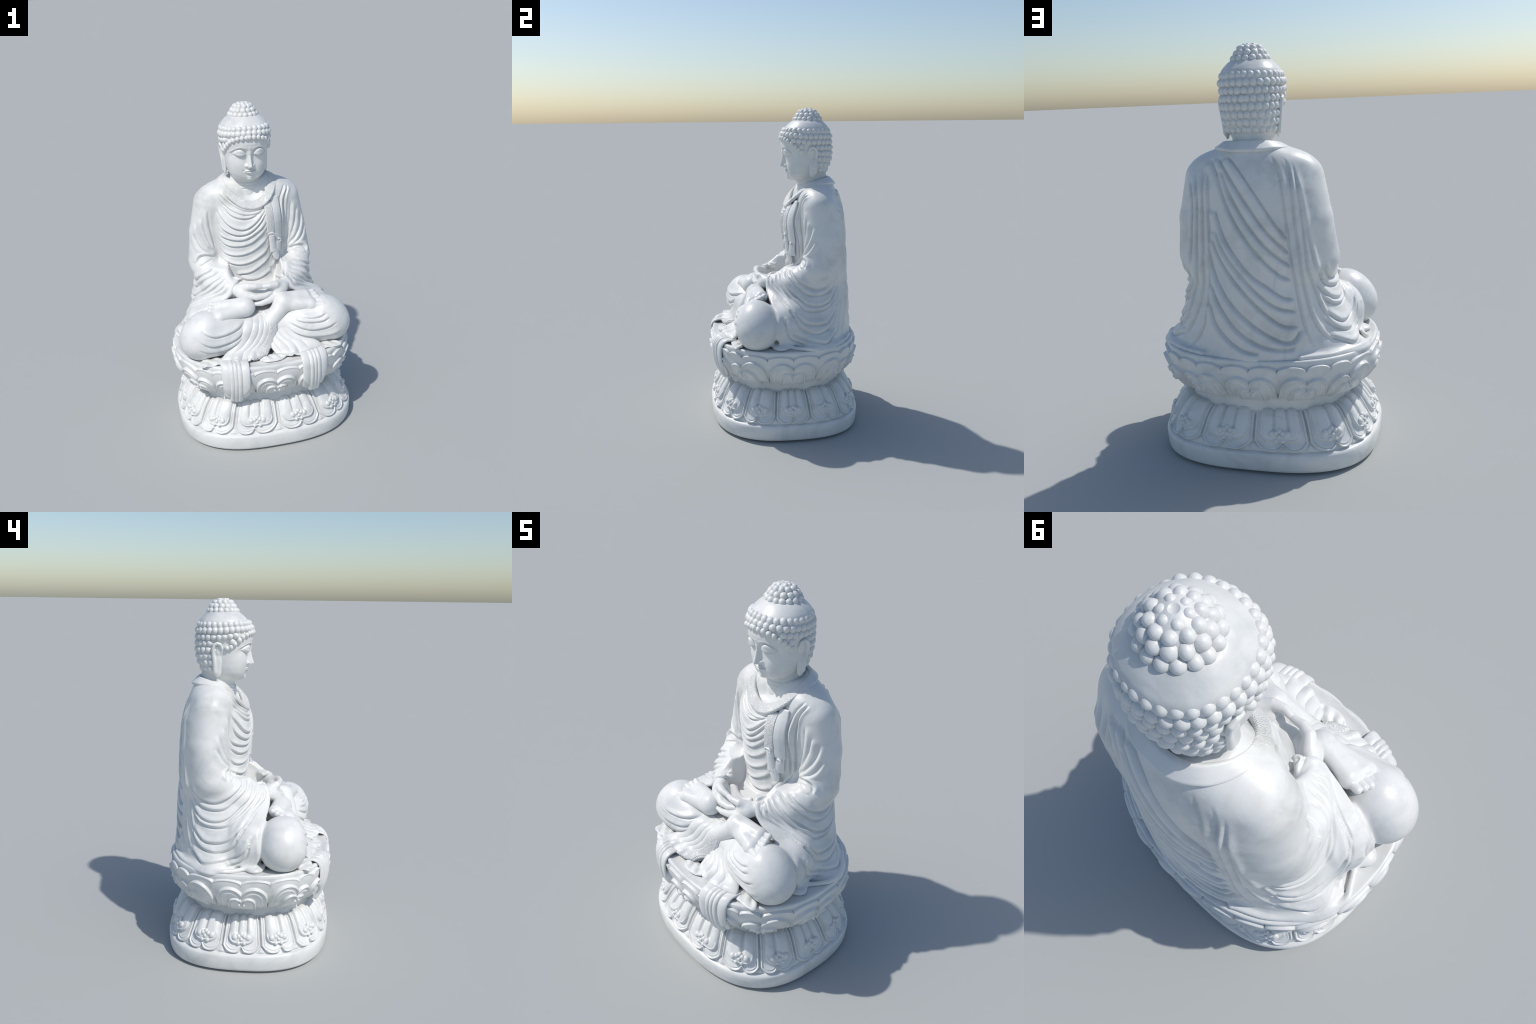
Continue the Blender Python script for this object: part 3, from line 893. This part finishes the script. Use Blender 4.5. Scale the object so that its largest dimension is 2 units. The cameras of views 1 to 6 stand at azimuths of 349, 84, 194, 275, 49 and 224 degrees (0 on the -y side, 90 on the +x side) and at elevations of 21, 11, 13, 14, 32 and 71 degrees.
# hair curls
curl = sphere_mesh("hair_curl", 20, 12)
HT = np.array(HL)[3:]
def skull(phi, z):
    """point and outward normal on the skull; phi = 0 in front, 90 at the left ear"""
    def P(phi, z):
        a, f, b = [np.interp(z, HT[:, 0], HT[:, i]) for i in (1, 2, 3)]
        cy, hb = (f + b) / 2, (b - f) / 2
        c, s = ang_eq(np.array(phi), min(np.interp(z, HT[:, 0], HT[:, 4]), 2.5))
        return np.array([s * a, cy - c * hb, z])
    p = P(phi, z)
    du = P(phi + .02, z) - P(phi - .02, z); dz = P(phi, z + .006) - P(phi, z - .006)
    n = np.cross(du, dz); n /= np.linalg.norm(n)
    if n @ (p - np.array([0, .165, z])) < 0: n = -n
    return p, n
def place_curl(p, n, r, parent, name="hair_curl"):
    t = np.cross(n, [0, 0, 1.0]); t /= np.linalg.norm(t)
    b = np.cross(n, t)
    j = 1 + rng.uniform(-.07, .07, 3)
    add_instance(name, curl, p - n * r * .12, (t, b, n), (r * j[0], r * j[1] * 1.04, r * 1.0 * j[2]), parent)
def hairline(phi):
    d = np.degrees(abs(phi))
    return np.interp(d, [0, 25, 45, 58, 70, 80, 100, 104, 180], [1.817, 1.812, 1.795, 1.768, 1.735, 1.728, 1.728, 1.60, 1.60])
rows = []
ztop = lambda d: np.interp(d, [0, 60, 90, 180], [1.866, 1.862, 1.858, 1.858])
spc = lambda d: np.interp(d, [0, 40, 90, 180], [.0265, .029, .0345, .0350])
for k in range(8):
    d = rng.uniform(0, 4) if k % 2 else 2.0
    d = (d if k % 2 == 0 else 6.0)
    phi = -180.0 + d
    while phi < 178:
        ad = abs(phi)
        z = ztop(ad) - k * spc(ad)
        zl = hairline(np.radians(phi))
        p, n = skull(np.radians(phi), z)
        p2, _ = skull(np.radians(phi + 1), z)
        step = .0312 / (np.linalg.norm(p2 - p) + 1e-6)
        gap = .022 if ad < 78 else .004
        ok = z > zl + gap and not (78 < ad < 104 and z < 1.772)
        if ok:
            place_curl(p - n * (.009 if k == 0 and ad > 60 else (.004 if k == 0 else .0015)), n, .0190, head)
        phi += min(step, 14)
for sgn in (1, -1):
    phi = 0.0 if sgn > 0 else -6.6
    while abs(phi) < 79:
        z = hairline(np.radians(phi))
        p, n = skull(np.radians(phi), z)
        place_curl(p + n * .003, n, .0150, head)
        p2, _ = skull(np.radians(phi + sgn), hairline(np.radians(phi + sgn)))
        phi += sgn * .0268 / np.linalg.norm(p2 - p)
# topknot
TK = (0, .173)
top_rows = [(1.910, .090), (1.920, .092), (1.940, .082), (1.963, .068), (1.983, .052), (1.9915, .040), (1.9965, .027), (1.9995, .0205), (1.9995, .0195), (1.997, .0175), (1.997, .0081)]
th = np.linspace(0, 2 * np.pi, 48, endpoint=False)
V = np.vstack([np.stack([TK[0] + np.cos(th) * max(r - .008, .0001), TK[1] + np.sin(th) * max(r - .008, .0001), np.full(48, z)], 1) for z, r in top_rows])
i = np.arange(48); j = (i + 1) % 48
Fc = np.vstack([np.stack([r * 48 + i, r * 48 + j, (r + 1) * 48 + j, (r + 1) * 48 + i], 1) for r in range(len(top_rows) - 1)])
make_object("topknot", V, Fc, head, MAT)
for z, r, cnt, rad in [(1.930, .079, 16, .0180), (1.954, .064, 13, .0180), (1.975, .047, 10, .0170), (1.987, .027, 6, .0130)]:
    for q in range(cnt):
        a = 2 * np.pi * (q + rng.uniform(-.08, .08) + (.5 if z > 1.95 else 0)) / cnt
        n = np.array([np.cos(a), np.sin(a), .35 if z < 1.95 else .7]); n /= np.linalg.norm(n)
        place_curl(np.array([TK[0] + np.cos(a) * r, TK[1] + np.sin(a) * r, z]), n, rad, head)

# ears
for s in (-1, 1):
    E_ = Field((min(s * .10, s * .18), .12, 1.55), (max(s * .10, s * .18), .26, 1.78), 0.0025)
    rim = [(s * .128, .165, 1.700), (s * .138, .160, 1.728), (s * .144, .168, 1.750), (s * .147, .185, 1.757), (s * .148, .202, 1.748), (s * .146, .209, 1.725), (s * .141, .208, 1.69),
           (s * .134, .204, 1.65), (s * .129, .200, 1.60)]
    E_.chain(rim, [.007, .008, .009, .009, .009, .009, .009, .011, .012], k=.006)
    E_.ell((s * .126, .186, 1.605), (.010, .021, .036), k=.01)
    E_.ell((s * .126, .184, 1.66), (.010, .022, .07), k=.01)
    E_.ell((s * .128, .186, 1.725), (.012, .022, .035), k=.008)
    E_.cone((s * .136, .172, 1.730), (s * .136, .188, 1.735), .005, .006, k=.006)
    E_.cone((s * .136, .188, 1.735), (s * .133, .186, 1.700), .006, .004, k=.006)
    ev_, eq_ = E_.mesh(smooth=1)
    make_object("ear", ev_, eq_, head, MAT)

# ------------------------------------------------------------------ cloth pieces
def unit(a):
    return a / (np.linalg.norm(a, axis=-1, keepdims=True) + 1e-12)

def sheet(name, P, thick, parent, lift=None, mat=None):
    """A thick cloth from a grid of points P[nu, nv, 3]; lift raises it along its normal."""
    nu, nv = P.shape[:2]
    def nrm(P):
        return unit(np.cross(np.gradient(P, axis=1), np.gradient(P, axis=0)))
    N = nrm(P)
    if lift is not None:
        P = P + N * lift[..., None]; N = nrm(P)
    # rounded rim: thickness falls to nothing at the border through a half ellipse
    iu = np.minimum(np.arange(nu), nu - 1 - np.arange(nu))[:, None]
    iv = np.minimum(np.arange(nv), nv - 1 - np.arange(nv))[None, :]
    e = np.clip(np.minimum(iu, iv) / 4.0, 0, 1)
    t = thick * 0.5 * np.sqrt(1 - (1 - e) ** 2)
    top = P + N * t[..., None]; bot = P - N * t[..., None]
    V = np.vstack([top.reshape(-1, 3), bot.reshape(-1, 3)])
    f = grid_faces(nu, nv); n = nu * nv
    ring = [i * nv for i in range(nu)] + [(nu - 1) * nv + j for j in range(1, nv)] + [i * nv + nv - 1 for i in range(nu - 2, -1, -1)] + list(range(nv - 2, 0, -1))
    ring = np.array(ring); r2 = np.roll(ring, -1)
    rim = np.stack([ring, ring + n, r2 + n, r2], 1)
    return make_object(name, V, np.vstack([f[:, ::-1], f + n, rim]), parent, mat or MAT)

def patch(curves, nu, nv):
    """Smooth grid through a list of curves (each a list of points), u along, v across curves."""
    C = np.stack([spline(c, nu) for c in curves])           # [k, nu, 3]
    out = np.empty((nu, nv, 3))
    for i in range(nu):
        out[i] = spline(C[:, i], nv)
    return out

def pleat(u, k, sharp=1.6):
    """rounded rolls with narrow valleys"""
    return np.abs(np.cos(np.pi * u * k)) ** (1 / sharp) * 2 - 1

clothes = bpy.data.objects.new("draped_cloth", None)
bpy.context.scene.collection.objects.link(clothes); clothes.parent = root

# skirt fans spreading over the seat in front of the legs
fanR = patch([[(-.110, -.170, .770), (-.05, -.185, .776), (.0, -.180, .783), (.046, -.165, .790)],
              [(-.145, -.262, .740), (-.06, -.256, .738), (.005, -.250, .738), (.046, -.232, .735)],
              [(-.200, -.290, .660), (-.10, -.288, .662), (-.02, -.278, .665), (.034, -.258, .657)],
              [(-.262, -.312, .602), (-.165, -.322, .606), (-.07, -.314, .606), (.000, -.294, .602)],
              [(-.308, -.352, .576), (-.205, -.388, .578), (-.11, -.390, .578), (-.042, -.364, .578)]], 150, 100)
nu_, nv_ = 150, 100
u = np.linspace(0, 1, nu_)[:, None]; v = np.linspace(0, 1, nv_)[None, :]
def rolls(u, v, edges, amp):
    """rounded rolls between uneven valley positions"""
    h = np.zeros(np.broadcast(u, v).shape)
    for a, b in zip(edges[:-1], edges[1:]):
        t = (u - a) / (b - a)
        m = (t >= 0) & (t < 1)
        h = h + np.where(m, np.sqrt(np.clip(1 - (2 * t - 1) ** 2, 0, 1)) * min((b - a) / .14, 1.2), 0)
    h = amp * h
    ker = np.hanning(9); ker /= ker.sum()
    return np.apply_along_axis(lambda c: np.convolve(np.pad(c, 4, mode="edge"), ker, "valid"), 0, h)
lift = rolls(u, v, [.0, .20, .36, .50, .64], .012) * (.15 + .85 * sstep(0, .45, v))
lift = lift + .012 * sstep(.62, .65, u) + .004 * np.exp(-((u - .985) / .012) ** 2) - .003 * np.exp(-((u - .69) / .008) ** 2)
lift = lift * (1 - .6 * sstep(.90, 1, v)) + (.012 * np.exp(-((u - .28) / .06) ** 2) + .012 * np.exp(-((u - .56) / .05) ** 2)) * sstep(.80, 1, v)
cutu = int(.64 * nu_)
sheet("skirt_hem", fanR[:cutu + 4], .030, clothes, lift[:cutu + 4])
sheet("patterned_border", fanR[cutu:], .034, clothes, lift[cutu:], CARVED)
fanL = patch([[(-.030, -.215, .715), (.02, -.232, .715), (.09, -.250, .705), (.15, -.262, .700)],
              [(-.020, -.245, .652), (.05, -.268, .650), (.13, -.282, .640), (.21, -.286, .630)],
              [(.005, -.294, .604), (.09, -.320, .604), (.19, -.322, .602), (.28, -.308, .598)],
              [(.030, -.364, .577), (.11, -.402, .578), (.205, -.396, .578), (.315, -.345, .576)]], 150, 90)
v = np.linspace(0, 1, 90)[None, :]
lift = rolls(u, v, [0, .14, .34, .50, .70, 1.0], .012) * (.2 + .8 * sstep(0, .45, v))
lift = lift * (1 - .6 * sstep(.88, 1, v)) + (.013 * np.exp(-((u - .40) / .05) ** 2) + .012 * np.exp(-((u - .70) / .06) ** 2)) * sstep(.78, 1, v)
sheet("skirt_hem", fanL, .030, clothes, lift)

# crumpled ends of cloth lying on the seat
for (cx_, cy_, rx_, ry_, ph) in ((.0, -.378, .085, .040, .3), (-.345, -.330, .095, .042, 1.7), (.345, -.318, .090, .042, 2.9)):
    uu, vv = np.meshgrid(np.linspace(-1, 1, 50), np.linspace(1, -1, 40), indexing="ij")
    edge_ = 1 + .10 * np.sin(3 * np.arctan2(vv, uu) + ph)
    sq = np.sqrt(1 - np.minimum(np.abs(uu), np.abs(vv)) ** 2 / 2.0)
    P = np.stack([cx_ + rx_ * uu * sq * edge_, cy_ + ry_ * vv * sq * edge_, .572 + .006 * np.clip(1 - uu ** 2, 0, 1) * np.clip(1 - vv ** 2, 0, 1)
                  + .004 * np.sin(9 * uu + 2 * vv + ph) * np.cos(2 * vv + ph)], -1)
    sheet("cloth_crumple", P, .014, clothes)

# two tabs of cloth hanging over the rim of the seat
def rim_y(x, a, b, n=2.35):
    return -b * np.clip(1 - (np.abs(x) / a) ** n, 0, 1) ** (1 / n)
for xc, hw in ((-.237, .080), (.238, .082)):
    nu, nv = 110, 110
    u = np.linspace(-1, 1, nu)[:, None]; v = np.linspace(0, 1, nv)[None, :]
    prof = spline([(-.100, .582), (-.050, .579), (-.021, .567), (-.005, .535), (-.004, .475), (-.016, .415), (-.038, .365), (-.058, .330)], 200)
    reach = 1 - .17 * np.abs(u) ** 2.0
    q = v * reach
    off = np.interp(q.ravel(), np.linspace(0, 1, 200), prof[:, 0]).reshape(q.shape)
    zz = np.interp(q.ravel(), np.linspace(0, 1, 200), prof[:, 1]).reshape(q.shape)
    taper = 1 - .10 * v ** 2
    X = xc + hw * u * taper
    Y = rim_y(X, .562, .474) - off
    P = np.stack([X, Y, zz], -1)
    au = np.abs(u)
    side = sstep(.40, .44, au)
    lift = rolls(u + 0 * v, v, [-.42, -.14, .12, .42], .011) + .009 * side * np.sqrt(np.clip(1 - ((au - .71) / .31) ** 2, 0, 1))
    lift = lift * sstep(-.1, .25, v)
    lift = lift - .013 * side * sstep(.78, .82, v + .10 * (au - .7))
    sheet("hanging_cloth", P, .013, clothes, lift)

# collar band round the neck
inner = [(0, .302, 1.566), (.055, .296, 1.566), (.108, .262, 1.558), (.136, .200, 1.538), (.130, .140, 1.505), (.098, .092, 1.462), (.060, .070, 1.432), (.010, .062, 1.416),
         (-.045, .070, 1.430), (-.095, .095, 1.462), (-.130, .140, 1.503), (-.135, .200, 1.535), (-.105, .262, 1.555), (-.055, .296, 1.565)]
outer = [(0, .345, 1.520), (.072, .338, 1.521), (.145, .290, 1.523), (.184, .205, 1.516), (.172, .122, 1.480), (.130, .056, 1.425), (.075, .030, 1.388), (.010, .022, 1.372),
         (-.060, .030, 1.386), (-.120, .062, 1.425), (-.168, .125, 1.478), (-.182, .205, 1.512), (-.142, .290, 1.520), (-.072, .338, 1.520)]
def closed(c, n):
    c = list(c); m = len(c)
    P = spline(c[-3:] + c + c[:4], (m + 6) * 40 + 1)
    k = P[3 * 40:(m + 3) * 40]
    idx = np.linspace(0, len(k), n, endpoint=False).astype(int)
    return k[idx]
nc, ns = 320, 28
A, C = closed(inner, nc), closed(outer, nc)
for K in (A, C):        # stand clear of the shoulders at the sides
    K[:, 2] += .004 * sstep(.06, .13, np.abs(K[:, 0]))
mid_ = (A + C) / 2; w = (C - A) / 2
tang = unit(np.roll(mid_, -1, 0) - np.roll(mid_, 1, 0))
nrm_ = unit(np.cross(w, tang)); out_ = mid_ - np.array([0, .2, 1.40]); sg = np.sign((nrm_ * out_).sum(1))[:, None]; nrm_ = nrm_ * sg
ang = np.linspace(0, 2 * np.pi, ns, endpoint=False)
ca, sa = np.cos(ang), np.sin(ang)
se = lambda c, e: np.sign(c) * np.abs(c) ** e
prof_w = se(ca, .8); prof_h = se(sa, .8)
ridge = 1 + .35 * np.exp(-((prof_w - .85) / .25) ** 2) + .35 * np.exp(-((prof_w + .85) / .25) ** 2)
V = mid_[:, None] + w[:, None] * prof_w[None, :, None] + nrm_[:, None] * (.0105 * prof_h * ridge)[None, :, None]
I, J = np.meshgrid(np.arange(nc), np.arange(ns), indexing="ij")
I2, J2 = (I + 1) % nc, (J + 1) % ns
Fq = np.stack([I * ns + J, I2 * ns + J, I2 * ns + J2, I * ns + J2], -1).reshape(-1, 4)
make_object("collar", V.reshape(-1, 3), Fq, clothes, CARVED)

# sash hanging from the left shoulder: two bands ending in a cascade of folded tips
def ribbon(name, rows, thick, proud, arch, mat=None, nu=40, nv=90):
    """rows: z, x left, x right, extra; laid on the chest and lifted off it"""
    R = spline(rows, nv)
    u = np.linspace(0, 1, nu)
    P = np.empty((nu, nv, 3))
    for j in range(nv):
        z, x0, x1, ex = R[j]
        hit = [body_tree.ray_cast(Vector((x, -1, z)), Vector((0, 1, 0)))[0] for x in (x0, (x0 + x1) / 2, x1)]
        y = [h[1] if h is not None else .03 for h in hit]
        ys = np.interp(u, [0, .5, 1], y)
        P[:, j] = np.stack([x0 + (x1 - x0) * u, ys - proud - ex, np.full(nu, z)], 1)
    for _ in range(6):
        P[:, 1:-1, 1] = (P[:, :-2, 1] + 2 * P[:, 1:-1, 1] + P[:, 2:, 1]) / 4
    lift = arch * np.sqrt(np.clip(1 - (2 * u[:, None] - 1) ** 2, 0, 1)) + 0 * P[..., 0]
    sheet(name, P, thick, clothes, lift, mat)
ribbon("sash", [(1.405, .072, .123, 0), (1.35, .077, .127, 0), (1.28, .081, .130, 0), (1.215, .083, .131, .004)], .011, .008, .002, CARVED)
ribbon("sash", [(1.43, .118, .172, 0), (1.35, .125, .178, 0), (1.25, .129, .180, .002), (1.165, .132, .180, .006)], .011, .005, .003)
ribbon("sash_tip", [(1.235, .088, .126, -.004), (1.18, .094, .130, .004), (1.12, .098, .136, .008), (1.085, .100, .138, .012)], .010, .006, .010)
ribbon("sash_tip", [(1.18, .136, .172, -.004), (1.13, .134, .172, .004), (1.08, .130, .170, .006)], .010, .006, .010)
ribbon("sash_tip", [(1.12, .106, .140, .0), (1.08, .110, .150, .010), (1.05, .118, .156, .014), (1.030, .130, .150, .016)], .010, .006, .012)
def cup(c, rx, rz, tube):
    """the rolled, open end of a folded tip"""
    a = np.linspace(0, 2 * np.pi, 40, endpoint=False); b = np.linspace(0, 2 * np.pi, 14, endpoint=False)
    A_, B_ = np.meshgrid(a, b, indexing="ij")
    y0 = body_tree.ray_cast(Vector((c[0], -1, c[1])), Vector((0, 1, 0)))[0][1] - c[2]
    V = np.stack([c[0] + (rx + tube * np.cos(B_)) * np.cos(A_), y0 + tube * np.sin(B_) * 1.3 - .35 * (rz * np.sin(A_)), c[1] + (rz + tube * np.cos(B_)) * np.sin(A_)], -1)
    I, J = np.meshgrid(np.arange(40), np.arange(14), indexing="ij")
    f = np.stack([I * 14 + J, ((I + 1) % 40) * 14 + J, ((I + 1) % 40) * 14 + (J + 1) % 14, I * 14 + (J + 1) % 14], -1).reshape(-1, 4)
    make_object("sash_tip", V.reshape(-1, 3), f, clothes, MAT)
cup((.107, 1.204, .018), .020, .012, .0045)
cup((.157, 1.152, .020), .017, .012, .0045)
cup((.119, 1.084, .022), .017, .012, .0045)
cup((.141, 1.040, .022), .016, .013, .0045)

# ------------------------------------------------------------------ feet
for s in (-1, 1):
    Ft = Field((min(s * -.06, s * .40), -.32, .66), (max(s * -.06, s * .40), -.08, .93), 0.003)
    if s > 0:
        Ft.cone((.02, -.225, .735), (.085, -.205, .795), .052, .050, k=.02)
    Ft.ell((s * .115, -.185, .832), (.060, .056, .050), k=.02)
    Ft.cone((s * .12, -.188, .826), (s * .272, -.226, .814), .050, .040, k=.02)
    Ft.cone((s * .12, -.182, .845), (s * .258, -.162, .846), .050, .038, k=.02)
    Ft.cone((s * .290, -.236, .808), (s * .268, -.152, .845), .032, .026, k=.02)
    tr = [.0255, .0190, .0185, .0175, .0165]
    for t in range(5):
        f = t / 4
        f2 = .10 + .90 * f if t else 0
        tip = np.array([.343 - .036 * f2, -.252 + .108 * f2, .812 + .050 * f2])
        base = np.array([.285 - .02 * f2, -.240 + .090 * f2, .809 + .040 * f2])
        tip[0] *= s; base[0] *= s
        tip[0] += s * .010
        Ft.cone(base, tip, tr[t] * .98, tr[t] * .90, k=.004)
    fv, fq = Ft.mesh(smooth=1)
    make_object("foot", fv, fq, root, MAT)

# ------------------------------------------------------------------ hands
for s in (-1, 1):
    Hd = Field((min(s * -.12, s * .24), -.23, .80), (max(s * -.12, s * .24), .02, 1.0), 0.0025)
    Hd.cone((s * .19, -.06, .925), (s * .135, -.105, .912), .040, .037, k=.02)
    Hd.ell((s * .102, -.128, .897), (.058, .042, .042), k=.03)
    if s > 0:      # lower hand: palm up, fingers reach across below
        Hd.chain([(.118, -.118, .925), (.085, -.150, .938), (.045, -.163, .942), (.006, -.160, .941)], [.027, .023, .0175, .0135], k=.012)
        for i in range(4):
            y = i * .026
            Hd.chain([(.095, -.150 + y, .872), (.035, -.178 + y, .852), (-.015, -.188 + y, .844), (-.060 + .012 * i, -.187 + y, .843)], [.028, .0195, .016, .0105], k=.010)
        Hd.ell((.04, -.11, .860), (.09, .06, .022), k=.015)
    else:          # upper hand rests on it, thumbs meeting
        Hd.chain([(-.118, -.115, .930), (-.085, -.150, .948), (-.045, -.162, .948), (-.004, -.159, .942)], [.028, .024, .018, .0135], k=.012)
        for i in range(4):
            y = i * .032
            Hd.chain([(-.095, -.150 + y, .890), (-.040, -.172 + y, .880), (.015, -.166 + y, .880), (.056 + .004 * i, -.150 + y * .9, .892 + .006 * i)], [.027, .019, .017, .0135], k=.010)
        Hd.ell((-.05, -.105, .885), (.07, .055, .022), k=.015)
    dv, dq = Hd.mesh(smooth=1)
    make_object("hand", dv, dq, root, MAT)
